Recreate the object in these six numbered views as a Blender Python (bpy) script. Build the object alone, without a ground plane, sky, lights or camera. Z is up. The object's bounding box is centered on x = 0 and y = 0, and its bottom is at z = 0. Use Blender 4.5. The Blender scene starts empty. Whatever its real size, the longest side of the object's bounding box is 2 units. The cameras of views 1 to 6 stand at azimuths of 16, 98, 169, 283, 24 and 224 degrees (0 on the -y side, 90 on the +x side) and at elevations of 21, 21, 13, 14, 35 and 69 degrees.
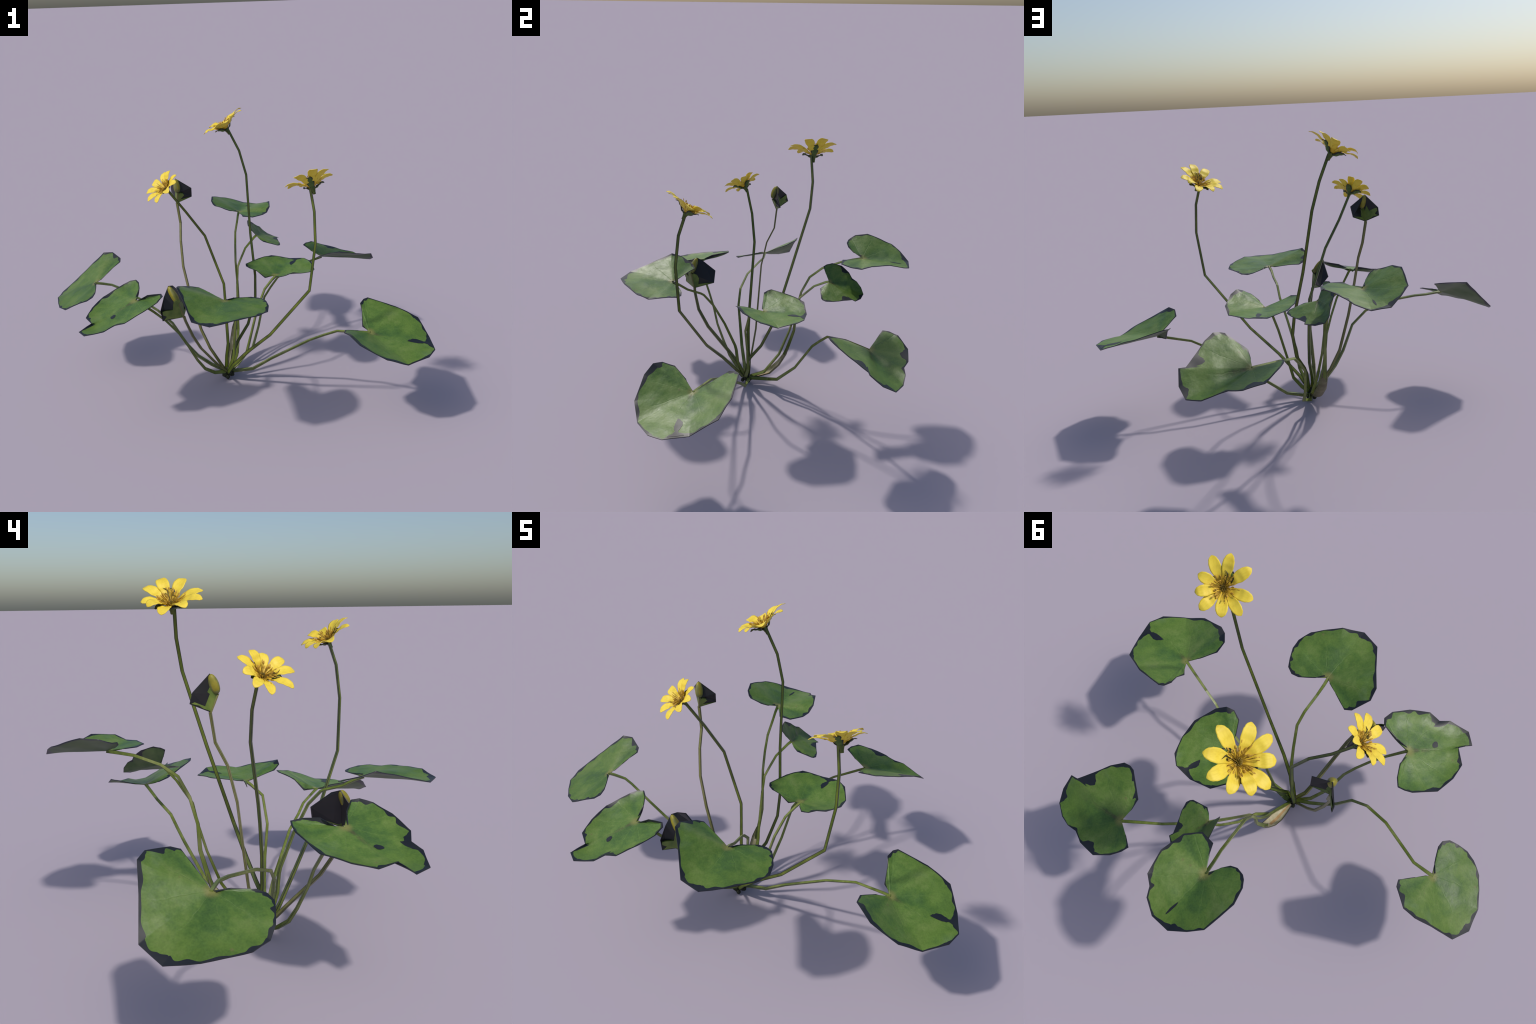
"""Lesser celandine: a low clump of heart-shaped leaves on long stalks, three
yellow star flowers and two flower buds wrapped in folded bracts.
Everything is built from a few shared shapes (5 leaf blades, 1 flower, 1 bud)
that are placed, turned and scaled around one crown."""
import bpy, math, random
from mathutils import Vector, Matrix, noise

random.seed(7)
scene = bpy.context.scene
COL = scene.collection

# ------------------------------------------------------------------ helpers
def mesh_object(name, verts, faces, mats, face_mat=None, smooth=True, parent=None, matrix=None):
    me = bpy.data.meshes.new(name)
    me.from_pydata([tuple(v) for v in verts], [], faces)
    for m in mats:
        me.materials.append(m)
    if face_mat:
        me.polygons.foreach_set("material_index", face_mat)
    if smooth is not None:
        me.polygons.foreach_set("use_smooth", [bool(smooth)] * len(me.polygons))
    me.update()
    return place_mesh(name, me, parent, matrix)

def place_mesh(name, me, parent=None, matrix=None):
    ob = bpy.data.objects.new(name, me)
    COL.objects.link(ob)
    if parent:
        ob.parent = parent
    if matrix is not None:
        ob.matrix_local = matrix
    return ob

def frame(origin, x_dir, z_dir, size=1.0):
    z = Vector(z_dir).normalized()
    x = Vector(x_dir)
    x = (x - z * x.dot(z)).normalized()
    y = z.cross(x)
    m = Matrix((x, y, z)).transposed().to_4x4()
    m = Matrix.Translation(Vector(origin)) @ m @ Matrix.Scale(size, 4)
    return m

def ease(points, u):
    """Cosine interpolation through (position, value) pairs."""
    if u <= points[0][0]:
        return points[0][1]
    for (a, va), (b, vb) in zip(points[:-1], points[1:]):
        if u <= b:
            t = (u - a) / (b - a)
            t = 0.5 - 0.5 * math.cos(math.pi * t)
            return va + (vb - va) * t
    return points[-1][1]

def smoothstep(a, b, x):
    t = min(1.0, max(0.0, (x - a) / (b - a)))
    return t * t * (3 - 2 * t)

# ---------------------------------------------------------------- materials
class Nodes:
    """Tiny wrapper to keep node set-ups short."""
    def __init__(self, name):
        self.mat = bpy.data.materials.new(name)
        self.mat.use_nodes = True
        self.t = self.mat.node_tree
        self.t.nodes.clear()
        self.out = self.t.nodes.new("ShaderNodeOutputMaterial")
        self.bsdf = self.t.nodes.new("ShaderNodeBsdfPrincipled")
        self.t.links.new(self.bsdf.outputs[0], self.out.inputs[0])

    def add(self, kind, **props):
        n = self.t.nodes.new("ShaderNode" + kind)
        for k, v in props.items():
            setattr(n, k, v)
        return n

    def put(self, sock, val):
        if isinstance(val, bpy.types.NodeSocket):
            self.t.links.new(val, sock)
        else:
            sock.default_value = val

    def math(self, op, a, b=0.0, c=0.0, clamp=False):
        n = self.add("Math", operation=op, use_clamp=clamp)
        for s, v in zip(n.inputs, (a, b, c)):
            self.put(s, v)
        return n.outputs[0]

    def coords(self, scale=(1, 1, 1), source="Object"):
        tc = self.add("TexCoord")
        mp = self.add("Mapping")
        self.t.links.new(tc.outputs[source], mp.inputs[0])
        mp.inputs["Scale"].default_value = scale
        return mp.outputs[0]

    def noise(self, vec, scale, detail=3.0, rough=0.55, distortion=0.0):
        n = self.add("TexNoise")
        self.put(n.inputs["Vector"], vec)
        n.inputs["Scale"].default_value = scale
        n.inputs["Detail"].default_value = detail
        n.inputs["Roughness"].default_value = rough
        n.inputs["Distortion"].default_value = distortion
        return n.outputs[0]

    def ramp(self, fac, stops):
        n = self.add("ValToRGB")
        self.put(n.inputs[0], fac)
        e = n.color_ramp.elements
        while len(e) < len(stops):
            e.new(0.5)
        for el, (p, c) in zip(e, stops):
            el.position = p
            el.color = (*c, 1) if len(c) == 3 else c
        return n.outputs[0]

    def mix(self, fac, a, b, mode="MIX"):
        n = self.add("Mix", data_type="RGBA", blend_type=mode)
        self.put(n.inputs[0], fac)
        for s, v in ((n.inputs[6], a), (n.inputs[7], b)):
            self.put(s, (*v, 1) if isinstance(v, tuple) and len(v) == 3 else v)
        return n.outputs[2]

    def mask(self, val, lo, hi):
        n = self.add("MapRange", interpolation_type="SMOOTHSTEP")
        self.put(n.inputs[0], val)
        n.inputs[1].default_value = lo
        n.inputs[2].default_value = hi
        return n.outputs[0]

    def finish(self, color, rough=0.5, spec=0.5, bump=None, bump_strength=0.2, bump_distance=0.004):
        self.put(self.bsdf.inputs["Base Color"], (*color, 1) if isinstance(color, tuple) else color)
        self.put(self.bsdf.inputs["Roughness"], rough)
        self.bsdf.inputs["Specular IOR Level"].default_value = spec
        if bump is not None:
            b = self.add("Bump")
            b.inputs["Strength"].default_value = bump_strength
            b.inputs["Distance"].default_value = bump_distance
            self.put(b.inputs["Height"], bump)
            self.t.links.new(b.outputs[0], self.bsdf.inputs["Normal"])
        return self.mat


def leaf_material(name, streak, pale):
    """Green blade: radial veins fan out from the stalk, mottled dark patches,
    yellower towards the rim, a brown flush along the midrib."""
    n = Nodes(name)
    tc = n.add("TexCoord")
    sep = n.add("SeparateXYZ")
    n.t.links.new(tc.outputs["Object"], sep.inputs[0])
    x, y = sep.outputs[0], sep.outputs[1]
    info = n.add("ObjectInfo")
    radius = n.math("SQRT", n.math("ADD", n.math("MULTIPLY", x, x), n.math("MULTIPLY", y, y)))
    angle = n.math("ARCTAN2", y, x)
    # vein field: angle wobbled by noise, thin bright lines
    vec = n.coords()
    wob = n.math("SUBTRACT", n.noise(vec, 9.0, 2.0), 0.5)
    wob2 = n.math("SUBTRACT", n.noise(vec, 30.0, 2.0), 0.5)
    a2 = n.math("ADD", angle, n.math("ADD", n.math("MULTIPLY", wob, 0.35), n.math("MULTIPLY", wob2, 0.10)))
    vein = n.math("ABSOLUTE", n.math("SINE", n.math("MULTIPLY", a2, 4.5)))
    vein = n.mask(vein, 0.13, 0.0)
    fade = n.mask(radius, 0.24, 0.03)
    vein = n.math("MULTIPLY", vein, fade)
    vor = n.add("TexVoronoi", feature="DISTANCE_TO_EDGE")
    vv = n.add("VectorMath", operation="ADD")
    n.put(vv.inputs[0], vec)
    nz = n.add("TexNoise")
    n.put(nz.inputs["Vector"], vec)
    nz.inputs["Scale"].default_value = 14.0
    sc = n.add("VectorMath", operation="SCALE")
    n.put(sc.inputs[0], nz.outputs["Color"])
    sc.inputs["Scale"].default_value = 0.05
    n.put(vv.inputs[1], sc.outputs[0])
    n.put(vor.inputs["Vector"], vv.outputs[0])
    vor.inputs["Scale"].default_value = 26.0
    net = n.mask(vor.outputs["Distance"], 0.06, 0.0)
    # mottling
    big = n.noise(vec, 7.5, 3.0, 0.6)
    mid = n.noise(vec, 24.0, 4.0, 0.6, 0.4)
    fine = n.noise(n.coords(), 160.0, 2.0, 0.6)
    tone = n.math("ADD", n.math("MULTIPLY", big, 0.62), n.math("MULTIPLY", mid, 0.38))
    col = n.ramp(tone, [(0.36, (0.032, 0.080, 0.020)), (0.46, (0.058, 0.126, 0.022)),
                        (0.55, (0.098, 0.176, 0.028)), (0.66, (0.160, 0.228, 0.056))])
    # rim a little yellower
    rim = n.mask(radius, 0.10, 0.24)
    col = n.mix(n.math("MULTIPLY", rim, 0.45), col, (0.110, 0.185, 0.020))
    col = n.mix(n.math("MULTIPLY", net, 0.06), col, (0.115, 0.205, 0.050))
    col = n.mix(n.math("MULTIPLY", vein, 0.38), col, (0.150, 0.225, 0.062))
    # soft pale streaks mixed over the green
    st = n.noise(n.coords((1, 1, 1)), 5.0, 3.0, 0.6, 0.8)
    st = n.mask(st, 0.56, 0.76)
    col = n.mix(n.math("MULTIPLY", st, pale), col, (0.165, 0.235, 0.125))
    # brown flush on the midrib near the stalk
    mid_w = n.math("ABSOLUTE", n.math("ADD", y, n.math("MULTIPLY", wob, 0.015)))
    flush = n.math("MULTIPLY", n.mask(mid_w, 0.013, 0.002), n.mask(x, streak, 0.012))
    flush = n.math("MULTIPLY", flush, n.mask(n.noise(vec, 45.0, 2.0), 0.3, 0.6))
    col = n.mix(n.math("MULTIPLY", flush, 0.75), col, (0.080, 0.058, 0.030))
    # stalk joint: yellowish
    col = n.mix(n.mask(radius, 0.034, 0.008), col, (0.210, 0.200, 0.060))
    # a few small brown freckles
    sp = n.add("TexVoronoi")
    n.put(sp.inputs["Vector"], vec)
    sp.inputs["Scale"].default_value = 17.0
    freckle = n.math("MULTIPLY", n.mask(sp.outputs["Distance"], 0.13, 0.05),
                     n.mask(n.noise(vec, 6.0, 0.0), 0.55, 0.62))
    col = n.mix(n.math("MULTIPLY", freckle, 0.6), col, (0.165, 0.135, 0.055))
    col = n.mix(0.22, col, n.ramp(fine, [(0.3, (0.02, 0.06, 0.012)), (0.7, (0.13, 0.24, 0.05))]))
    hs = n.add("HueSaturation")
    n.put(hs.inputs["Color"], col)
    n.put(hs.inputs["Value"], n.math("ADD", 0.88, n.math("MULTIPLY", info.outputs["Random"], 0.2)))
    rough = n.math("ADD", 0.33, n.math("MULTIPLY", mid, 0.24))
    height = n.math("ADD", n.math("MULTIPLY", vein, -0.12), n.math("ADD", n.math("MULTIPLY", n.noise(n.coords(), 10.0, 1.0, 0.4), 1.8), n.math("MULTIPLY", n.noise(n.coords(), 34.0, 2.0, 0.5), 0.35)))
    return n.finish(hs.outputs[0], rough, 0.40, height, 0.32, 0.014)


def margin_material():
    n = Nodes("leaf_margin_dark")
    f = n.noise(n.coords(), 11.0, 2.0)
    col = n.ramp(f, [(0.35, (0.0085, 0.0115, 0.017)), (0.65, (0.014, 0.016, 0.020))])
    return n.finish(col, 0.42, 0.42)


def underside_material():
    n = Nodes("leaf_underside")
    vec = n.coords()
    f = n.noise(vec, 9.0, 3.0, 0.6)
    col = n.ramp(f, [(0.35, (0.040, 0.085, 0.022)), (0.65, (0.085, 0.130, 0.045))])
    return n.finish(col, 0.5, 0.4)


def stalk_material(name, dark, mid, light):
    n = Nodes(name)
    vec = n.coords()
    f = n.noise(vec, 6.0, 2.0, 0.6)
    g = n.noise(n.coords((1, 1, 0.25)), 70.0, 3.0, 0.6)
    k = n.math("ADD", n.math("MULTIPLY", f, 0.7), n.math("MULTIPLY", g, 0.3))
    col = n.ramp(k, [(0.33, dark), (0.50, mid), (0.68, light)])
    return n.finish(col, 0.42, 0.45)


def petal_material():
    n = Nodes("petal_yellow")
    tc = n.add("TexCoord")
    sep = n.add("SeparateXYZ")
    n.t.links.new(tc.outputs["Object"], sep.inputs[0])
    vec = n.coords((1, 6, 6))
    f = n.noise(n.coords(), 26.0, 2.0)
    streak = n.noise(vec, 40.0, 2.0)
    k = n.math("ADD", n.math("MULTIPLY", f, 0.6), n.math("MULTIPLY", streak, 0.4))
    col = n.ramp(k, [(0.35, (0.74, 0.54, 0.042)), (0.55, (0.83, 0.64, 0.060)), (0.72, (0.84, 0.63, 0.085))])
    base = n.mask(sep.outputs[0], 0.045, 0.008)
    col = n.mix(n.math("MULTIPLY", base, 0.7), col, (0.62, 0.36, 0.022))
    tip = n.mask(sep.outputs[0], 0.108, 0.132)
    col = n.mix(n.math("MULTIPLY", tip, n.mask(f, 0.45, 0.6)), col, (0.80, 0.52, 0.15))
    return n.finish(col, 0.5, 0.35)


def plain(name, c1, c2, scale=40.0, rough=0.5, spec=0.4):
    n = Nodes(name)
    f = n.noise(n.coords(), scale, 3.0, 0.6)
    return n.finish(n.ramp(f, [(0.35, c1), (0.65, c2)]), rough, spec)


MARGIN = margin_material()
UNDER = underside_material()
BLADE = {
    "torn": leaf_material("leaf_blade_torn", 0.075, 0.35),
    "heart": leaf_material("leaf_blade_heart", 0.03, 0.60),
    "bitten": leaf_material("leaf_blade_bitten", 0.20, 0.50),
    "round": leaf_material("leaf_blade_round", 0.05, 0.60),
    "ragged": leaf_material("leaf_blade_ragged", 0.24, 0.30),
}
STALK_FLOWER = stalk_material("flower_stalk_green", (0.052, 0.084, 0.006), (0.095, 0.130, 0.009), (0.170, 0.205, 0.022))
STALK_LEAF = stalk_material("leaf_stalk_green", (0.062, 0.096, 0.010), (0.130, 0.172, 0.022), (0.250, 0.275, 0.090))
STALK_BUD = stalk_material("bud_stalk_olive", (0.090, 0.100, 0.020), (0.165, 0.165, 0.045), (0.230, 0.220, 0.090))
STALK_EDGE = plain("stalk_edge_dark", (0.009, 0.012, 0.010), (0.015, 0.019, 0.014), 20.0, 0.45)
PETAL = petal_material()
SEPAL = plain("sepal_green", (0.060, 0.105, 0.018), (0.100, 0.150, 0.032), 45.0, 0.55, 0.35)
CALYX = plain("calyx_green", (0.060, 0.085, 0.008), (0.115, 0.130, 0.014), 50.0, 0.5)
ANTHER = plain("anther_gold", (0.36, 0.19, 0.014), (0.68, 0.44, 0.075), 90.0, 0.6)
FILAMENT = plain("filament_gold", (0.22, 0.125, 0.010), (0.48, 0.30, 0.035), 60.0, 0.6)
CARPEL = plain("carpel_olive", (0.070, 0.050, 0.006), (0.260, 0.170, 0.016), 120.0, 0.55)
BRACT_DARK = plain("bract_dark", (0.0095, 0.0105, 0.013), (0.015, 0.0145, 0.016), 14.0, 0.45)
BRACT_GREEN = plain("bract_green", (0.075, 0.130, 0.018), (0.150, 0.205, 0.036), 26.0, 0.5)
BUD_YELLOW = plain("bud_yellow", (0.200, 0.185, 0.016), (0.310, 0.260, 0.024), 34.0, 0.5)
BUD_SEPAL = plain("bud_sepal_olive", (0.130, 0.145, 0.030), (0.210, 0.205, 0.065), 34.0, 0.5)
SHEATH_IN = plain("sheath_cream", (0.34, 0.31, 0.18), (0.50, 0.46, 0.33), 22.0, 0.5)
SHEATH_OUT = plain("sheath_outer", (0.110, 0.100, 0.050), (0.200, 0.185, 0.100), 22.0, 0.5)
STREAK = plain("sheath_streak", (0.33, 0.20, 0.08), (0.45, 0.30, 0.15), 40.0, 0.5)
CROWN_MAT = plain("crown_dark", (0.008, 0.011, 0.005), (0.030, 0.034, 0.010), 60.0, 0.7)

# ------------------------------------------------------------------- plant
plant = bpy.data.objects.new("flowering_plant", None)
COL.objects.link(plant)
plant.location = (0, 0, 0)
plant["label"] = "low clump of heart-shaped leaves with three yellow star flowers"
plant["category"] = "flowering plant"

# ------------------------------------------------------------------ leaves
# Each blade: rim stations seen from above, clockwise from one side of the
# stalk notch to the other: (bearing from the midrib in degrees, reach in mm,
# lift in mm).  "margin" is the width in mm of the dark rim at a station.
BLADES = {
    "torn": dict(
        rim=[(98.2, 16, -4), (135.8, 69, -15), (129, 125, 29), (128.3, 172, 47), (121.0, 201, 51),
             (115.0, 210, 56), (76.5, 218, 53), (49.8, 262, 48), (22.6, 278, 29), (2.5, 304, 40),
             (-10.8, 299, 40), (-32.6, 270, 21), (-55.5, 245, 45), (-87.6, 217, 75), (-103.8, 205, 90),
             (-115.3, 192, 74), (-127.0, 152, 50), (-132.6, 72, 27), (-111.7, 17, 4)],
        margin=[(0, 4), (.5, 3), (1, 5), (2, 4), (2.7, 11), (3, 7), (3.6, 12), (4, 9), (4.5, 13), (5, 3),
                (5.5, 4), (6, 4), (6.6, 4), (7, 12), (7.35, 4), (7.6, 10), (7.8, 4), (8.1, 16), (8.45, 26),
                (8.8, 20), (8.95, 3), (9.5, 4), (10, 9), (10.5, 4), (11, 4), (11.5, 14), (12, 10), (12.3, 5),
                (13, 17), (13.6, 25), (14.5, 25), (14.75, 10), (14.9, 5), (15, 4), (16, 5), (17, 4), (18, 4)],
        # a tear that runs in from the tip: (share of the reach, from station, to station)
        tears=[dict(path=[(.595, 8.86, 8.87), (.64, 8.60, 8.87), (.70, 8.42, 8.86), (.76, 8.38, 8.83), (.82, 8.44, 8.76),
                          (.87, 8.50, 8.66), (.91, 8.44, 8.70), (.97, 8.20, 8.86)])],
        holes=[], sag=0.0),
    "heart": dict(
        rim=[(85, 14, 8), (129.6, 53, 10), (124.8, 125, 11), (119.1, 156, 11), (109.9, 176, 15),
             (98.1, 185, 23), (84.1, 205, 25), (72.1, 222, 18), (55.8, 227, 21), (41.7, 225, 19),
             (22.2, 242, 15), (2.1, 268, -11), (-17.3, 255, -17), (-48.0, 202, 17), (-75.5, 218, 43),
             (-89.3, 219, 26), (-111.4, 189, 6), (-119.2, 169, 3), (-119.6, 92, 3), (-128, 26, -1)],
        margin=[(0, 5), (1, 6), (2, 5), (3, 11), (3.4, 17), (3.7, 8), (4.2, 8), (4.6, 4), (5, 14), (5.35, 4),
                (6, 6), (6.5, 13), (7, 9), (7.5, 3), (8, 13), (8.4, 4), (9, 3), (9.5, 8), (10, 3), (10.4, 14),
                (10.7, 9), (11, 25), (11.35, 15), (11.6, 7), (12, 14), (12.5, 5), (13, 6), (13.5, 13), (14, 9),
                (14.4, 13), (14.8, 6), (15, 4), (15.45, 22), (15.8, 5), (16, 13), (16.5, 5), (17, 4),
                (17.5, 11), (18, 3), (18.5, 6), (19, 5)],
        tears=[], holes=[], sag=0.0),
    "bitten": dict(
        rim=[(97.8, 16, 2), (133.3, 72, 22), (128.8, 147, 22), (120.3, 167, 23), (103.9, 174, 22),
             (77.3, 179, 22), (50.2, 209, 18), (35.1, 209, 13), (28.1, 251, 14), (11.9, 300, 17),
             (0.1, 294, 16), (-0.7, 226, 17), (-20.3, 236, 17), (-39.9, 213, 18), (-66.3, 200, 17),
             (-101.4, 183, 19), (-112.3, 182, 22), (-121.7, 178, 19), (-127.9, 143, 19), (-137.9, 83, 20),
             (-108.6, 18, 0)],
        margin=[(0, 2), (1, 3), (2, 4), (3, 9), (3.6, 15), (4, 3), (4.5, 3), (5, 12), (5.2, 3), (5.5, 14),
                (5.9, 4), (6, 4), (6.3, 10), (6.6, 22), (7, 22), (7.5, 22), (8, 13), (8.5, 4), (9, 12),
                (9.4, 7), (10, 8), (10.5, 18), (10.8, 8), (11, 2), (11.5, 6), (11.85, 15), (12, 7), (12.4, 3),
                (13, 6), (13.4, 8), (13.8, 4), (14, 15), (14.3, 10), (14.6, 4), (15, 5), (15.5, 6), (16, 3),
                (17, 3), (18, 3), (18.5, 4), (19, 7), (20, 2)],
        tears=[], holes=[dict(at=(132, 9), size=(15, 12), turn=30)], sag=-0.012),
    "round": dict(
        rim=[(102.5, 15, 7), (148.3, 61, 14), (144.9, 99, 26), (137.7, 124, 36), (127.2, 145, 38),
             (120.4, 153, 43), (109.4, 162, 53), (87.6, 173, 61), (67.4, 177, 48), (47.0, 204, 33),
             (29.3, 214, 19), (10.8, 237, -1), (-8.3, 239, 2), (-23.5, 222, 26), (-32.4, 199, 38),
             (-44.5, 198, 56), (-73.3, 176, 51), (-88.5, 169, 27), (-106.6, 167, 24), (-130.7, 153, 12),
             (-149.4, 113, 7), (-111.9, 14, -2)],
        margin=[(0, 4), (.5, 10), (1, 6), (1.6, 4), (2, 8), (2.5, 4), (3, 4), (3.4, 9), (3.8, 4), (4, 8),
                (5, 11), (5.5, 6), (6, 5), (6.5, 10), (7, 5), (7.5, 4), (8, 5), (8.5, 5), (9, 3), (9.3, 7),
                (9.6, 4), (10, 4), (10.5, 14), (10.85, 23), (11, 20), (11.4, 12), (12, 6), (12.5, 5), (13, 5),
                (13.5, 4), (14, 18), (14.3, 6), (15, 13), (15.5, 4), (16, 5), (16.5, 11), (17, 6), (17.4, 17),
                (18, 5), (18.5, 4), (19, 4), (19.4, 9), (20, 16), (20.3, 6), (20.6, 3), (21, 3)],
        tears=[], holes=[dict(at=(168, 0), size=(27, 4.5), turn=-4)], sag=0.0),
    "ragged": dict(
        rim=[(112.8, 16, 7), (149.1, 76, 28), (148.9, 129, 53), (135.8, 135, 64), (116.8, 144, 73),
             (87.3, 169, 54), (59.7, 182, 41), (42.7, 190, 33), (34.2, 227, 28), (25.3, 266, 9),
             (14.4, 298, -2), (1.8, 297, 15), (-12.0, 284, 44), (-13.4, 256, 39), (-30.5, 227, 44),
             (-52.1, 226, 50), (-67.4, 234, 56), (-74.0, 226, 50), (-78.6, 212, 46), (-102.0, 114, 8),
             (-104.5, 68, 1), (-76.0, 11, 1)],
        margin=[(0, 4), (.6, 3), (1, 10), (1.5, 12), (2, 10), (2.5, 4), (3, 6), (3.5, 4), (4, 6), (4.5, 3),
                (5, 9), (5.15, 18), (5.5, 36), (5.85, 26), (6, 8), (6.4, 3), (7, 6), (7.4, 12), (7.8, 4),
                (8, 2), (9, 3), (10, 2), (10.3, 18), (10.6, 27), (10.85, 17), (11, 14), (11.5, 8), (12, 6),
                (12.6, 10), (12.9, 24), (13.05, 34), (13.3, 47), (13.6, 50), (13.85, 38), (13.97, 20),
                (14.05, 9), (14.3, 4), (15, 4), (15.5, 12), (16, 14), (17, 9), (18, 13), (18.3, 4), (18.6, 5),
                (18.8, 20), (18.93, 6), (19, 5), (20, 4), (21, 4)],
        tears=[], holes=[], sag=0.0),
}
# (blade, stalk joint, direction of the tip, upward normal, size)
LEAVES = [
    ("torn", (0.698, -0.196, 0.395), (0.956, -0.187, -0.225), (0.203, -0.133, 0.970), 0.998),
    ("torn", (0.192, 0.028, 0.554), (0.501, 0.865, -0.031), (0.021, 0.024, 0.999), 0.771),
    ("heart", (0.076, -0.456, 0.626), (0.041, -0.997, 0.060), (0.129, 0.065, 0.989), 1.000),
    ("heart", (-0.756, -0.107, 0.494), (-0.922, 0.224, -0.315), (-0.372, -0.296, 0.880), 1.001),
    ("bitten", (-0.374, -0.434, 0.572), (-0.595, -0.755, -0.275), (-0.220, -0.176, 0.959), 1.000),
    ("round", (-0.132, 0.489, 0.735), (0.039, 0.997, -0.070), (0.108, 0.065, 0.992), 1.000),
    ("ragged", (0.343, 0.541, 0.473), (0.984, 0.164, -0.075), (0.028, 0.268, 0.963), 1.000),
    ("ragged", (0.013, 0.332, 0.655), (0.319, 0.876, -0.361), (0.526, 0.153, 0.837), 0.599),
]


def blade_mesh(kind):
    spec = BLADES[kind]
    rim = [Vector((math.cos(math.radians(a)) * r, math.sin(math.radians(a)) * r, h)) / 1000.0 for a, r, h in spec["rim"]]
    last = len(rim) - 1

    def edge(u):
        u = min(max(u, 0.0), last - 1e-6)
        i = int(u)
        return rim[i].lerp(rim[i + 1], u - i)

    # softened copy of the rim that shapes the inside of the blade
    def soft(u):
        acc, tot = Vector(), 0.0
        for k in range(-6, 7):
            w = math.exp(-(k / 3.2) ** 2)
            acc += edge(u + k * 0.22) * w
            tot += w
        return acc / tot

    def surface(u, s, e=None, f=None):
        e = e or edge(u)
        f = f or soft(u)
        w = s ** 6
        p = (f.lerp(e, w)) * s
        p.z += spec["sag"] * 4 * s * s * (1 - s) * 1.7
        p.z += 0.0035 * s * noise.noise(Vector((p.x * 14, p.y * 14, 3.1)))
        return p

    # sample positions along the rim; every station is a sample
    us = []
    for i in range(last):
        n = max(5, int((rim[i + 1] - rim[i]).length / 0.0034))
        us += [i + k / n for k in range(n)]
    us.append(float(last))
    RING_IN, RING_OUT = 16, 4
    thick = 0.0016
    rows = []
    for j, u in enumerate(us):
        e, f = edge(u), soft(u)
        R = e.length
        t = (edge(min(u + .02, last - 1e-4)) - edge(max(u - .02, 0))).normalized()
        sin = max(0.42, abs(t.cross(e.normalized()).length))
        m = ease(spec["margin"], u) / 1000.0
        m += 0.0012 * (0.5 + 0.5 * math.sin(u * 9.0)) + 0.0016 * abs(noise.noise(Vector((u * 2.3, 1.7, 0))))
        g = max(0.35, 1.0 - m / (R * sin))
        ss = [g * (k / RING_IN) for k in range(1, RING_IN + 1)] + [g + (1 - g) * k / RING_OUT for k in range(1, RING_OUT + 1)]
        rows.append([surface(u, s, e, f) for s in ss])
    nring = RING_IN + RING_OUT
    # normals by finite differences on the grid
    def grid_normal(j, k):
        a = rows[max(j - 1, 0)][k]
        b = rows[min(j + 1, len(rows) - 1)][k]
        c = rows[j][k - 1] if k > 0 else Vector()
        d = rows[j][min(k + 1, nring - 1)]
        nrm = (d - c).cross(b - a)
        nrm.normalize()
        return -nrm if nrm.z < 0 else nrm
    verts, faces, mats = [], [], []
    N = len(rows)
    top0 = 0
    for j in range(N):
        for k in range(nring):
            verts.append(rows[j][k] + grid_normal(j, k) * thick)
    ctop = len(verts)
    verts.append(Vector((0, 0, thick)))
    bot0 = len(verts)
    for j in range(N):
        for k in range(nring):
            verts.append(rows[j][k] - grid_normal(j, k) * thick)
    cbot = len(verts)
    verts.append(Vector((0, 0, -thick)))
    T = lambda j, k: top0 + j * nring + k
    Bt = lambda j, k: bot0 + j * nring + k
    for j in range(N - 1):
        faces += [(ctop, T(j + 1, 0), T(j, 0)), (cbot, Bt(j, 0), Bt(j + 1, 0))]
        mats += [0, 2]
        for k in range(nring - 1):
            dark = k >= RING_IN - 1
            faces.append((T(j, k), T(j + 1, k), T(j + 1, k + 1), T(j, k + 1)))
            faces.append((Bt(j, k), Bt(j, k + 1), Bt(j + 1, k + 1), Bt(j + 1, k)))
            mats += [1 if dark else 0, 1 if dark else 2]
        k = nring - 1
        faces.append((T(j, k), T(j + 1, k), Bt(j + 1, k), Bt(j, k)))
        mats.append(1)
    for j in (0, N - 1):                        # the two notch edges
        for k in range(-1, nring - 1):
            a = ctop if k < 0 else T(j, k)
            b = cbot if k < 0 else Bt(j, k)
            quad = (a, T(j, k + 1), Bt(j, k + 1), b)
            faces.append(quad if j == 0 else quad[::-1])
            mats.append(1)

    # dark patches for tears and holes, laid just proud of both faces
    def patch(grid, closed=False):
        nu, nv = len(grid), len(grid[0])
        for side in (1, -1):
            o = len(verts)
            for row in grid:
                for p, nrm in row:
                    verts.append(p + nrm * side * (thick + 0.0009))
            for i in range(nu - 1):
                for k in range(nv - 1):
                    q = (o + i * nv + k, o + (i + 1) * nv + k, o + (i + 1) * nv + k + 1, o + i * nv + k + 1)
                    faces.append(q if side > 0 else q[::-1])
                    mats.append(1)

    def at(u, s):
        p = surface(u, s)
        du = surface(u + .05, s) - surface(u - .05, s)
        ds = surface(u, s + .02) - surface(u, s - .02)
        nrm = ds.cross(du).normalized()
        return p, (-nrm if nrm.z < 0 else nrm)

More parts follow.
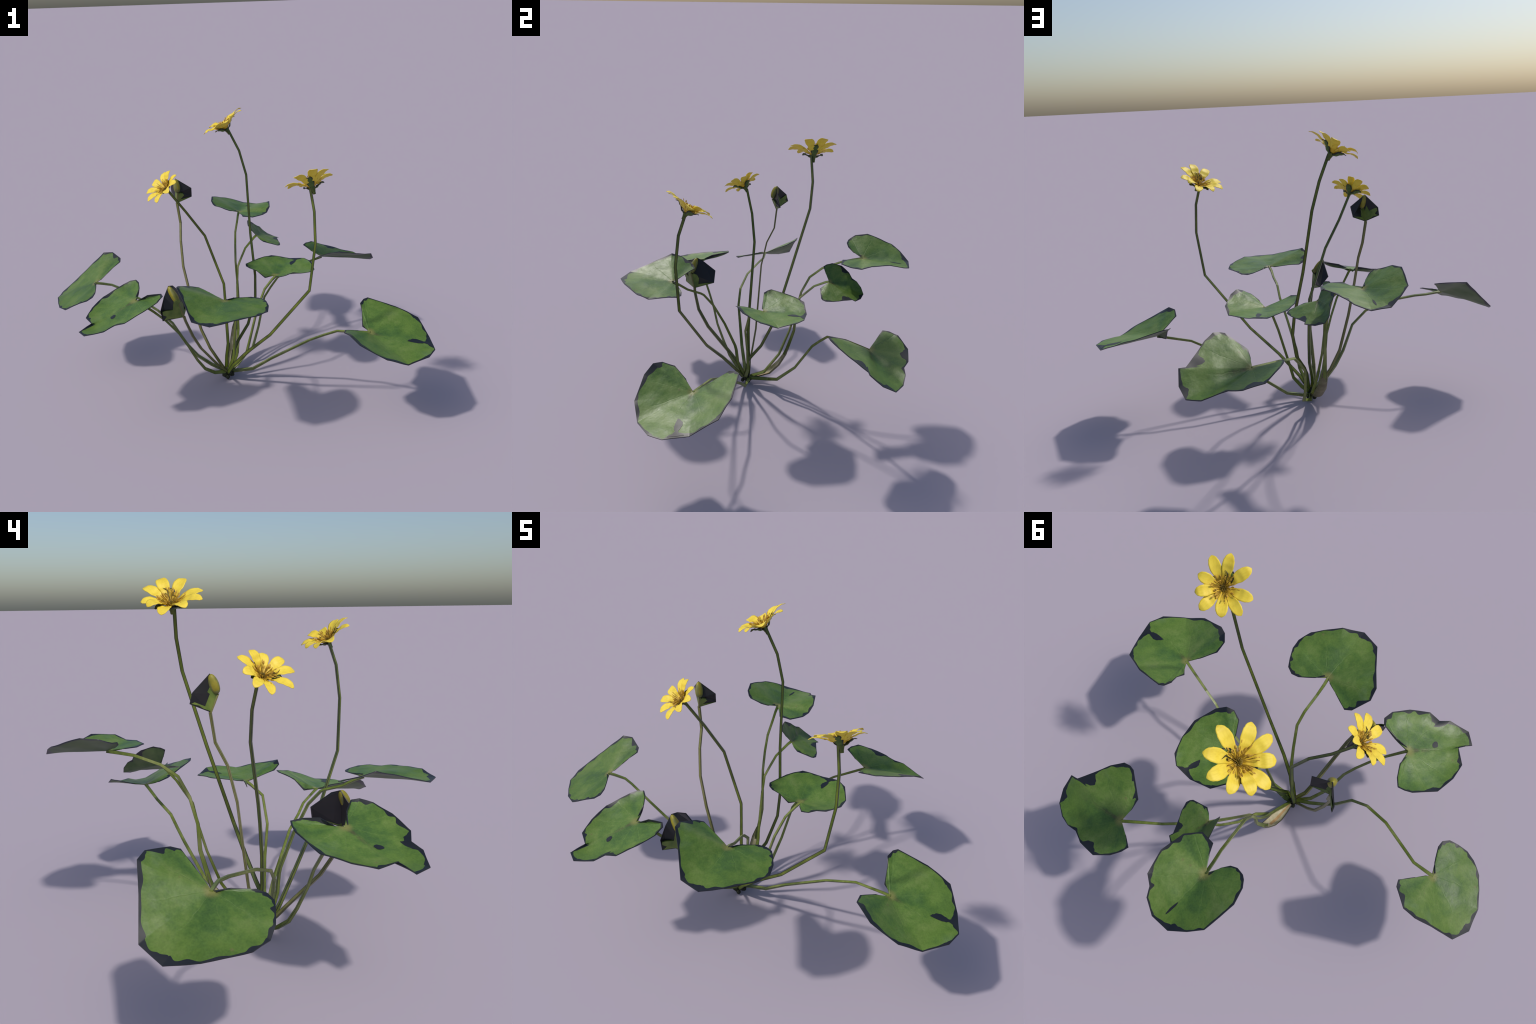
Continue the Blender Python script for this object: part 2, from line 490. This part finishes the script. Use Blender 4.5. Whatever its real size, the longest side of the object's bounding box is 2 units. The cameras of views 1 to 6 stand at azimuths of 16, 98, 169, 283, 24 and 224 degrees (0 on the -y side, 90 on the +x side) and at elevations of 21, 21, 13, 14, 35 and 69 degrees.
    for tear in spec["tears"]:
        grid = []
        path = tear["path"]
        for i in range(41):
            s = path[0][0] + (path[-1][0] - path[0][0]) * i / 40
            lo = ease([(a, b) for a, b, c in path], s)
            hi = ease([(a, c) for a, b, c in path], s)
            grid.append([at(lo + (hi - lo) * q, s) for q in (0, .2, .4, .6, .8, 1)])
        patch(grid)
    # lookup from plan position to (u, s)
    def locate(px, py):
        best = None
        for u in us:
            e = edge(u)
            d = e.x * py - e.y * px
            if e.x * px + e.y * py <= 0:
                continue
            v = abs(d) / e.xy.length
            if best is None or v < best[0]:
                best = (v, u)
        u = best[1]
        lo, hi = 0.0, 1.0
        want = math.hypot(px, py)
        for _ in range(24):
            m_ = (lo + hi) / 2
            if surface(u, m_).xy.length < want:
                lo = m_
            else:
                hi = m_
        return u, lo

    for hole in spec["holes"]:
        r, b = hole["at"]
        cx, cy = math.cos(math.radians(b)) * r / 1000, math.sin(math.radians(b)) * r / 1000
        tu = math.radians(hole["turn"] + b)
        a1, a2 = hole["size"][0] / 1000, hole["size"][1] / 1000
        grid = []
        for i in range(7):
            q = i / 6
            row = []
            for k in range(33):
                th = 2 * math.pi * k / 32
                ex = math.cos(th) * a1 * q * (1 + 0.12 * math.sin(2 * th + 1))
                ey = math.sin(th) * a2 * q * (1 + 0.10 * math.sin(3 * th))
                px = cx + ex * math.cos(tu) - ey * math.sin(tu)
                py = cy + ex * math.sin(tu) + ey * math.cos(tu)
                u, s = locate(px, py)
                p, nrm = at(u, s)
                p = Vector((px, py, p.z))
                row.append((p, nrm))
            grid.append(row)
        patch(grid)

    me = bpy.data.meshes.new("leaf_" + kind)
    me.from_pydata([tuple(v) for v in verts], [], faces)
    for m in (BLADE[kind], MARGIN, UNDER):
        me.materials.append(m)
    me.polygons.foreach_set("material_index", mats)
    me.polygons.foreach_set("use_smooth", [True] * len(faces))
    me.update()
    try:
        me.set_sharp_from_angle(angle=math.radians(50))
    except Exception:
        pass
    return me


blade_cache = {k: blade_mesh(k) for k in BLADES}
for kind, joint, tip, up, size in LEAVES:
    place_mesh("leaf", blade_cache[kind], plant, frame(joint, tip, up, size))

# ------------------------------------------------------------------ stalks
CROWN = (-0.045, -0.098, 0.030)


def stalk(name, pts, radii, mat, edge_share=0.15, sides=3, turn=0.0, flat=1.0, flat_dir=None):
    """Angular stalk: a prism that kinks at every node, dark along its arrises."""
    P = [Vector(p) for p in pts]
    n = len(P)
    if not isinstance(radii, (list, tuple)):
        radii = [radii] * n
    else:                                         # (position along, radius) profile
        L = [0.0]
        for a, b in zip(P[:-1], P[1:]):
            L.append(L[-1] + (b - a).length)
        radii = [ease(radii, l / L[-1]) for l in L]
    seg = [(b - a).normalized() for a, b in zip(P[:-1], P[1:])]
    up = Vector(flat_dir) if flat_dir else Vector((0.31, 0.22, 0.93))
    x = (up - seg[0] * up.dot(seg[0])).normalized()
    rings = []
    e = edge_share
    prof = []
    for s in range(sides):                        # three strips to a side: dark, green, dark
        a0 = turn + 2 * math.pi * s / sides
        a1 = turn + 2 * math.pi * (s + 1) / sides
        c0 = Vector((math.cos(a0), math.sin(a0)))
        c1 = Vector((math.cos(a1), math.sin(a1)))
        prof += [c0, c0.lerp(c1, e) * 1.02, c0.lerp(c1, .5) * 1.10, c0.lerp(c1, 1 - e) * 1.02]
    m = len(prof)
    verts, faces, mats = [], [], []
    for i in range(n):
        if i == 0:
            t = seg[0]
        elif i == n - 1:
            t = seg[-1]
        else:
            t = (seg[i - 1] + seg[i]).normalized()
        if i > 0:
            x = (x - seg[min(i, n - 2)] * x.dot(seg[min(i, n - 2)])).normalized()
        y = t.cross(x).normalized()
        xx = y.cross(t).normalized()
        stretch = 1.0
        for c in prof:
            verts.append(P[i] + (xx * c.x * flat + y * c.y) * radii[i] * stretch)
    for i in range(n - 1):
        for k in range(m):
            a, b = i * m + k, i * m + (k + 1) % m
            faces.append((a, b, b + m, a + m))
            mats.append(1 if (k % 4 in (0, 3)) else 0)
    faces.append(tuple(range(m))[::-1])
    faces.append(tuple(range((n - 1) * m, n * m)))
    mats += [0, 0]
    return mesh_object(name, verts, faces, [mat, STALK_EDGE], mats, False, plant)


FLOWER_R = [(0, .0078), (.12, .0078), (.6, .0084), (.8, .0098), (1, .0115)]
LEAF_R = [(0, .0085), (.12, .0072), (.55, .0076), (.85, .0100), (1, .0120)]

# flower stalks run from the flower down to the crown
stalk("flower_stalk", [(-.093, .213, 1.270), (-.084, .215, 1.255), (-.037, .229, 1.150), (-.002, .223, 1.026), (.031, .146, .735),
                       (.066, .088, .521), (.072, .055, .414), (.044, -.003, .280), (-.001, -.052, .200),
                       (-.019, -.080, .155), (-.032, -.097, .060)], FLOWER_R, STALK_FLOWER, .17)
stalk("flower_stalk", [(.430, -.272, 1.108), (.435, -.280, 1.094), (.455, -.305, 1.013), (.463, -.322, .871), (.436, -.320, .647),
                       (.230, -.246, .363), (.097, -.194, .225), (.002, -.148, .108), (-.038, -.115, .040)],
      FLOWER_R, STALK_FLOWER, .17, turn=.6)
stalk("flower_stalk", [(-.296, -.150, 1.035), (-.284, -.138, 1.025), (-.219, -.100, .915), (-.138, -.073, .787), (-.050, -.078, .535),
                       (-.046, -.083, .454), (-.042, -.089, .320), (-.040, -.088, .200), (-.052, -.086, .121),
                       (-.056, -.092, .040)], FLOWER_R, STALK_FLOWER, .17, turn=1.1)
# bud stalks
BUD_R = [(0, .0085), (.2, .0078), (.8, .0092), (1, .0100)]
stalk("bud_stalk", [(-.313, .020, .922), (-.298, .010, .817), (-.288, -.029, .735), (-.274, -.056, .604), (-.242, -.064, .440),
                    (-.193, -.071, .255), (-.145, -.082, .155), (-.070, -.095, .050)], BUD_R, STALK_BUD, .10, 4, .78, .62, (0, 1, .1))
stalk("bud_stalk", [(-.147, -.402, .500), (-.142, -.400, .475), (-.120, -.376, .384), (-.105, -.322, .292), (-.086, -.192, .145),
                    (-.076, -.150, .093), (-.050, -.115, .050)], [(0, .0085), (.4, .0100), (1, .0115)], STALK_BUD, .10, 4, .78, .75, (0, .2, 1))
# leaf stalks run from the blade down to the crown
LEAF_STALKS = [
    [(.700, -.196, .395), (.665, -.186, .390), (.537, -.154, .366), (.472, -.142, .332), (.394, -.116, .281), (.186, -.087, .135),
     (.084, -.081, .058), (-.008, -.079, .035), (-.048, -.090, .030)],
    [(.196, .033, .553), (.180, .005, .540), (.154, -.046, .508), (.117, -.073, .400), (.083, -.069, .266), (.053, -.071, .142),
     (.008, -.088, .080), (-.036, -.100, .040)],
    [(.076, -.460, .626), (.072, -.425, .612), (.071, -.380, .587), (.068, -.312, .569), (.068, -.296, .561), (.067, -.249, .508),
     (.042, -.197, .396), (.015, -.148, .258), (.013, -.142, .231), (.004, -.137, .157), (-.035, -.110, .050)],
    [(-.760, -.108, .494), (-.725, -.106, .493), (-.670, -.104, .489), (-.620, -.121, .484), (-.484, -.171, .455), (-.376, -.192, .408),
     (-.300, -.189, .340), (-.240, -.166, .214), (-.190, -.150, .142), (-.124, -.126, .083), (-.056, -.103, .042)],
    [(-.374, -.434, .572), (-.362, -.428, .566), (-.308, -.388, .500), (-.265, -.353, .440), (-.219, -.313, .355), (-.185, -.286, .271),
     (-.160, -.243, .172), (-.137, -.207, .105), (-.103, -.156, .056), (-.056, -.112, .042)],
    [(-.133, .490, .735), (-.124, .440, .727), (-.112, .387, .717), (-.096, .290, .682), (-.080, .228, .634), (-.070, .188, .552),
     (-.057, .163, .442), (-.055, .158, .334), (-.060, .122, .214), (-.060, .108, .180)],
    [(.343, .541, .473), (.310, .514, .466), (.215, .436, .444), (.127, .342, .409), (.094, .303, .363), (.066, .265, .316),
     (.050, .178, .173), (.038, .084, .086), (-.007, .031, .055), (-.035, -.075, .036)],
    [(.013, .332, .655), (.004, .315, .648), (-.030, .253, .606), (-.045, .211, .559), (-.055, .180, .524), (-.056, .161, .440),
     (-.050, .130, .330), (-.036, .080, .195), (-.026, .000, .080), (-.040, -.075, .040)],
]
for i, pts in enumerate(LEAF_STALKS):
    k = 0.9 if i == 7 else 1.0
    stalk("leaf_stalk", pts, [(a, r * k) for a, r in LEAF_R], STALK_LEAF, .08, 3, .5 + i * .9)

# ------------------------------------------------------------------ crown
def lump(name, centre, size, mat, seed, rough=0.25):
    vs, fs = [], []
    nu, nv = 14, 9
    for i in range(nv + 1):
        ph = math.pi * i / nv
        for k in range(nu):
            th = 2 * math.pi * k / nu
            d = Vector((math.sin(ph) * math.cos(th), math.sin(ph) * math.sin(th), math.cos(ph)))
            r = 1 + rough * noise.noise(d * 1.7 + Vector((seed, 0, 0)))
            vs.append(Vector(centre) + Vector((d.x * size[0], d.y * size[1], d.z * size[2])) * r)
    for i in range(nv):
        for k in range(nu):
            a, b = i * nu + k, i * nu + (k + 1) % nu
            fs.append((a, a + nu, b + nu, b))
    return vs, fs

cv, cf = [], []
for c, s, sd in [((-.045, -.098, .036), (.020, .017, .028), 1.0), ((-.060, -.108, .022), (.016, .014, .018), 2.0),
                 ((-.030, -.088, .022), (.015, .014, .018), 3.0), ((-.042, -.118, .014), (.010, .010, .0135), 5.0),
                 ((-.055, -.080, .020), (.012, .012, .015), 8.0)]:
    v, f = lump("crown", c, s, CROWN_MAT, sd)
    o = len(cv)
    cv += v
    cf += [tuple(i + o for i in q) for q in f]
low = min(v.z for v in cv)
for v in cv:
    if v.z < 0.02:
        v.z = v.z - low * (0.02 - v.z) / (0.02 - low)
crown = mesh_object("crown", cv, cf, [CROWN_MAT], None, False, plant)

# pale sheath clasping the foot of one leaf stalk, open side up
def sheath():
    line = [Vector(p) for p in [(-.058, .132, .238), (-.060, .112, .190), (-.056, .074, .128), (-.050, .026, .078), (-.046, -.030, .054), (-.045, -.074, .042)]]
    width = [.009, .020, .027, .028, .022, .012]
    n, m = len(line), 13
    verts, faces, mats = [], [], []
    for layer in (0, 1):
        for i in range(n):
            t = (line[min(i + 1, n - 1)] - line[max(i - 1, 0)]).normalized()
            side = Vector((1, 0.12, 0))
            side = (side - t * side.dot(t)).normalized()
            up = side.cross(t).normalized()
            if up.z < 0:
                up = -up
            for k in range(m):
                a = math.pi * (k / (m - 1)) - math.pi / 2
                w = width[i] - (0.0022 if layer == 0 else 0)
                verts.append(line[i] + side * math.sin(a) * w + up * (-math.cos(a) * w * .62 + .004))
    for layer in (0, 1):
        o = layer * n * m
        for i in range(n - 1):
            for k in range(m - 1):
                q = (o + i * m + k, o + i * m + k + 1, o + (i + 1) * m + k + 1, o + (i + 1) * m + k)
                faces.append(q if layer == 0 else q[::-1])
                mats.append(2 if layer == 0 and k in (5, 6) and i in (2, 3, 4) else (0 if layer == 0 else 1))
    for k in (0, m - 1):
        for i in range(n - 1):
            a, b = i * m + k, (i + 1) * m + k
            faces.append((a, b, b + n * m, a + n * m))
            mats.append(3)
    mesh_object("stalk_sheath", verts, faces, [SHEATH_IN, SHEATH_OUT, STREAK, STALK_EDGE], mats, True, plant)

sheath()

# ----------------------------------------------------------------- flowers
# petals, clockwise seen from above: (bearing, tip reach mm, tip height mm, half width mm)
PETALS = [(-20.7, 128, 0, 21), (-73.2, 121, -5, 21), (-107.9, 123, 2, 20), (-145.5, 108, 3, 22), (170.1, 119, -3, 21),
          (137.0, 104, 7, 20), (99.6, 103, -9, 20), (56.3, 120, 0, 21), (21.4, 125, 5, 21)]
SEPALS = [(2, 70, -6), (-136, 66, -20), (128, 66, -23)]
CUP = -0.038                                       # where the petals join, below the tip plane


def strip_mesh(name, length, width, profile, arch, mat_list, cup_depth, thick, n=18, m=9, edge=0.0, twist=0.0):
    """A petal-like body along +x: width profile, arched midline, dished across."""
    verts, faces, mats = [], [], []
    for side in (1, -1):
        for i in range(n + 1):
            q = i / n
            x = length * q
            z = ease(arch, q)
            w = width * ease(profile, q)
            for k in range(m):
                c = -1 + 2 * k / (m - 1)
                zz = z + cup_depth * (c * c - .35) * ease([(0, .8), (.5, 1), (1, .25)], q) * w / width
                zz += math.sin(twist) * c * w * q
                verts.append((x - 0.10 * width * c * c * (1 - q), c * w, zz + side * thick * .5))
    o = (n + 1) * m
    for s in (0, 1):
        for i in range(n):
            for k in range(m - 1):
                q = (s * o + i * m + k, s * o + (i + 1) * m + k, s * o + (i + 1) * m + k + 1, s * o + i * m + k + 1)
                faces.append(q if s == 0 else q[::-1])
                dark = edge > 0 and (k < edge or k >= m - 1 - edge or i >= n - 1 - edge)
                mats.append(1 if dark else 0)
    for k in (0, m - 1):
        for i in range(n):
            a, b = i * m + k, (i + 1) * m + k
            f = (a, a + o, b + o, b)
            faces.append(f if k == 0 else f[::-1])
            mats.append(1 if edge > 0 else 0)
    for i in (0, n):
        for k in range(m - 1):
            a = i * m + k
            f = (a, a + 1, a + 1 + o, a + o)
            faces.append(f if i == 0 else f[::-1])
            mats.append(1 if edge > 0 else 0)
    me = bpy.data.meshes.new(name)
    me.from_pydata(verts, [], faces)
    for mt in mat_list:
        me.materials.append(mt)
    me.polygons.foreach_set("material_index", mats)
    me.polygons.foreach_set("use_smooth", [True] * len(faces))
    me.update()
    return me


PETAL_W = [(0, .30), (.12, .38), (.35, .72), (.58, 1.0), (.75, .96), (.88, .74), (.95, .50), (.985, .28), (1, .10)]
petal_meshes = []
for b, reach, h, hw in PETALS:
    rise = h / 1000 - CUP
    arch = [(0, 0), (.20, rise * .36), (.45, rise * .80), (.70, rise * 1.06), (.86, rise * 1.10), (1, rise * .96)]
    petal_meshes.append(strip_mesh("petal", (reach - 8) / 1000, hw * 1.08 / 1000, PETAL_W, arch, [PETAL], .0035, .0016,
                                   twist=random.uniform(-.12, .12)))
SEPAL_W = [(0, .30), (.15, .60), (.42, 1.0), (.65, .92), (.85, .60), (1, .16)]
sepal_meshes = []
for b, reach, h in SEPALS:
    rise = h / 1000 - (CUP - .010)
    arch = [(0, 0), (.25, rise * .22), (.55, rise * .70), (.8, rise * .96), (1, rise * .90)]
    sepal_meshes.append(strip_mesh("sepal", (reach - 6) / 1000, .0180, SEPAL_W, arch, [SEPAL, STALK_EDGE], .008, .0018, edge=1))


def stamens_mesh():
    rng = random.Random(21)
    verts, faces, mats = [], [], []

    def tube(p, q, r0, r1, mat, sides=5):
        d = (q - p).normalized()
        x = d.orthogonal().normalized()
        y = d.cross(x)
        o = len(verts)
        for pt, r in ((p, r0), (q, r1)):
            for k in range(sides):
                a = 2 * math.pi * k / sides
                verts.append(pt + (x * math.cos(a) + y * math.sin(a)) * r)
        for k in range(sides):
            faces.append((o + k, o + (k + 1) % sides, o + sides + (k + 1) % sides, o + sides + k))
            mats.append(mat)

    def pod(c, d, length, wide, flat, mat):
        d = d.normalized()
        x = d.orthogonal().normalized()
        x = (Matrix.Rotation(rng.uniform(0, 6.28), 3, d) @ x).normalized()
        y = d.cross(x)
        o = len(verts)
        nu, nv = 8, 6
        for i in range(nv + 1):
            ph = math.pi * i / nv
            for k in range(nu):
                th = 2 * math.pi * k / nu
                verts.append(c - d * math.cos(ph) * length + (x * math.cos(th) * wide + y * math.sin(th) * flat) * math.sin(ph))
        for i in range(nv):
            for k in range(nu):
                a, b = o + i * nu + k, o + i * nu + (k + 1) % nu
                faces.append((a, b, b + nu, a + nu))
                mats.append(mat)

    base = Vector((0, 0, CUP + .002))
    count = 46
    for i in range(count):
        az = i * 2.39996 + rng.uniform(-.25, .25)
        tilt = math.radians(16 + 46 * math.sqrt((i + .5) / count) + rng.uniform(-5, 5))
        ln = rng.uniform(.030, .054)
        d = Vector((math.cos(az) * math.sin(tilt), math.sin(az) * math.sin(tilt), math.cos(tilt)))
        p = base + Vector((math.cos(az), math.sin(az), 0)) * .007
        bend = Vector((math.cos(az), math.sin(az), 0.3)) * rng.uniform(-.002, .006)
        mid = p + d * ln * .6 + bend * .4
        q = p + d * ln + bend
        tube(p, mid, .0009, .0008, 1)
        tube(mid, q, .0008, .0008, 1)
        pod(q, (q - mid), rng.uniform(.0058, .0090), rng.uniform(.0028, .0040), .0015, 0)
    # one dark withered filament
    az = math.radians(14)
    p = base + Vector((.006, .002, 0))
    q = Vector((math.cos(az) * .052, math.sin(az) * .052, -.004))
    tube(p, q, .0014, .0016, 3)
    tube(q, q + Vector((.006, .016, .004)), .0022, .0006, 3)
    # carpels in a small dome
    for i in range(26):
        z = 1 - i / 26
        az = i * 2.39996
        r = math.sqrt(max(0, 1 - z * z))
        d = Vector((math.cos(az) * r, math.sin(az) * r, z * .9 + .1))
        pod(base + d * .010, d, .0058, .0030, .0026, 2)
    me = bpy.data.meshes.new("stamens")
    me.from_pydata([tuple(v) for v in verts], [], faces)
    for m in (ANTHER, FILAMENT, CARPEL, STALK_EDGE):
        me.materials.append(m)
    me.polygons.foreach_set("material_index", mats)
    me.polygons.foreach_set("use_smooth", [True] * len(faces))
    me.update()
    return me


def receptacle_mesh():
    prof = [(-.072, .0070), (-.062, .0078), (-.053, .0100), (-.044, .0130), (-.039, .0125), (-.035, .0090), (-.033, .0)]
    m = 14
    verts, faces = [], []
    for z, r in prof:
        for k in range(m):
            a = 2 * math.pi * k / m
            verts.append((math.cos(a) * r, math.sin(a) * r, z))
    for i in range(len(prof) - 1):
        for k in range(m):
            a, b = i * m + k, i * m + (k + 1) % m
            faces.append((a, b, b + m, a + m))
    me = bpy.data.meshes.new("flower")
    me.from_pydata(verts, [], faces)
    me.materials.append(CALYX)
    me.polygons.foreach_set("use_smooth", [True] * len(faces))
    me.update()
    return me


stamen_data, cup_data = stamens_mesh(), receptacle_mesh()
# (centre of the petal tips, direction between the first and last petal, axis, size)
FLOWERS = [
    ((-.117, .218, 1.298), (.831, .213, .514), (-.509, -.080, .857), 1.00),
    ((.426, -.256, 1.143), (-.035, -.897, .440), (-.353, .423, .834), .951),
    ((-.306, -.167, 1.061), (.367, -.862, -.349), (-.464, -.496, .734), .838),
]
for origin, xdir, axis, size in FLOWERS:
    fl = place_mesh("flower", cup_data, plant, frame(origin, xdir, axis, size))
    for (b, reach, h, hw), me in zip(PETALS, petal_meshes):
        a = math.radians(b)
        place_mesh("petal", me, fl, Matrix.Translation((math.cos(a) * .008, math.sin(a) * .008, CUP)) @ Matrix.Rotation(a, 4, "Z"))
    for (b, reach, h), me in zip(SEPALS, sepal_meshes):
        a = math.radians(b)
        place_mesh("sepal", me, fl, Matrix.Translation((math.cos(a) * .006, math.sin(a) * .006, CUP - .010)) @ Matrix.Rotation(a, 4, "Z"))
    st = place_mesh("stamens", stamen_data, fl, Matrix.Identity(4))
    st["kind"] = "stuff"

# -------------------------------------------------------------------- buds
def plate(pts_list, thick=.0016):
    """Thin folded plate from a few corner points per panel, real thickness."""
    verts, faces = [], []
    for pts in pts_list:
        P = [Vector(p) for p in pts]
        nrm = Vector()
        for i in range(len(P)):
            nrm += P[i].cross(P[(i + 1) % len(P)])
        nrm.normalize()
        o, n = len(verts), len(P)
        verts += [p + nrm * thick for p in P] + [p - nrm * thick for p in P]
        faces.append(tuple(range(o, o + n)))
        faces.append(tuple(range(o + n, o + 2 * n))[::-1])
        for i in range(n):
            j = (i + 1) % n
            faces.append((o + i, o + i + n, o + j + n, o + j))
    return verts, faces


def in_panel(origin, ax, ay, outline):
    return [origin + ax * x + ay * y for x, y in outline]


def bud(top, mid, foot, wing_a, wing_b):
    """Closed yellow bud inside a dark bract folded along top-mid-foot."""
    T, M, F = Vector(top), Vector(mid), Vector(foot)
    A = [Vector(p) for p in wing_a]
    B = [Vector(p) for p in wing_b]
    v, f = plate([[T, *A, F, M], [M, F, *reversed(B), T]], .0015)
    bract = mesh_object("bud_bract", v, f, [BRACT_DARK], None, False, plant)
    # bud body lies along the upper fold
    ax = (T - M).normalized()
    out = ((A[1] + B[1]) * .5 - M)
    out = -(out - ax * out.dot(ax)).normalized()
    side = ax.cross(out)
    c = M.lerp(T, .50) - out * .0
    L = (T - M).length * .47
    vs, fs, ms = [], [], []
    nu, nv = 20, 14
    for i in range(nv + 1):
        ph = math.pi * i / nv
        z = -math.cos(ph)
        r = math.sin(ph) ** .8 * (1.0 - .14 * z)
        for k in range(nu):
            th = 2 * math.pi * k / nu
            ridge = 1 + .06 * math.cos(3 * th + 2 * z)
            vs.append(c + ax * z * L + (side * math.cos(th) * .0165 + out * math.sin(th) * .0185) * r * ridge)
    for i in range(nv):
        for k in range(nu):
            a, b = i * nu + k, i * nu + (k + 1) % nu
            fs.append((a, b, b + nu, a + nu))
            th = 2 * math.pi * (k + .5) / nu
            z = i / nv
            ms.append(1 if (z < .28 or (z < .68 and math.cos(1.5 * th + .4) ** 2 > .62)) else 0)
    mesh_object("flower_bud", vs, fs, [BUD_YELLOW, BUD_SEPAL], ms, True, bract)
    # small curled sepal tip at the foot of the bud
    # green bract leaves on both faces of each wing
    for wing, kind in ((A, "lobed"), (B, "narrow")):
        up_pt, low_pt = wing[-2], wing[-1]
        n = (up_pt - F).cross(M - F).normalized()
        ex = (low_pt - F)
        wx = ex.length
        ex.normalize()
        ey = n.cross(ex).normalized()
        if ey.dot(M - F) < 0:
            ey = -ey
        mx, my = (M - F).dot(ex), (M - F).dot(ey)
        if kind == "lobed":
            ux, uy = (up_pt - F).dot(ex), (up_pt - F).dot(ey)
            outline = [(0, .004), (wx * .40, .003), (wx * .60, .007), (wx * .95, .003), (wx * .80, uy * .42), (ux * .93, uy * .66),
                       (ux * .95, uy * .98), (ux * .84, uy * 1.06), (wx * .52, uy * 1.02), (wx * .46, max(uy, my) * 1.20),
                       (wx * .32, max(uy, my) * 1.30), (wx * .16, max(uy, my) * 1.22), (mx * .97, my * .96)]
            panels = [outline]
        else:
            lobe = [(0.002, .003), (mx * .9, my * .92), (mx + wx * .12, my * .98), (mx + wx * .26, my * .82), (mx + wx * .30, my * .56), (wx * .24, .014)]
            panels = [lobe, [(0.0, .003), (wx * .22, .017), (wx * .60, .011), (wx * .96, .003), (wx * .5, .0025)]]
        vs, fs = [], []
        for outl in panels:
            for side_ in (1, -1):
                o = len(vs)
                nn = len(outl)
                low_ = [F + ex * x + ey * y + n * side_ * .0012 for x, y in outl]
                high = [F + ex * x + ey * y + n * side_ * .0030 for x, y in outl]
                vs += low_ + high
                top_f = tuple(range(o + nn, o + 2 * nn))
                fs.append(top_f if side_ > 0 else top_f[::-1])
                for i in range(nn):
                    j = (i + 1) % nn
                    fs.append((o + i, o + j, o + j + nn, o + i + nn))
        mesh_object("bract_leaf", vs, fs, [BRACT_GREEN], None, False, bract)
    # stem inside the bract
    s = [F - (M - F) * .05, F.lerp(M, .5) + out * .001, M + out * .001]
    vs, fs = [], []
    for p in s:
        for k in range(6):
            th = 2 * math.pi * k / 6
            vs.append(p + (side * math.cos(th) + out * math.sin(th)) * .0062)
    for i in range(2):
        for k in range(6):
            a, b = i * 6 + k, i * 6 + (k + 1) % 6
            fs.append((a, b, b + 6, a + 6))
    mesh_object("bud_neck", vs, fs, [STALK_BUD], None, True, bract)


bud((-.311, .019, 1.047), (-.296, -.001, .978), (-.311, .019, .920),
    [(-.359, .064, .990), (-.360, .074, .953)], [(-.235, .033, .998), (-.242, .048, .949)])
bud((-.214, -.402, .649), (-.162, -.423, .574), (-.148, -.404, .496),
    [(-.226, -.434, .606), (-.233, -.469, .551), (-.226, -.471, .500)],
    [(-.207, -.370, .638), (-.209, -.299, .582), (-.162, -.297, .529)])
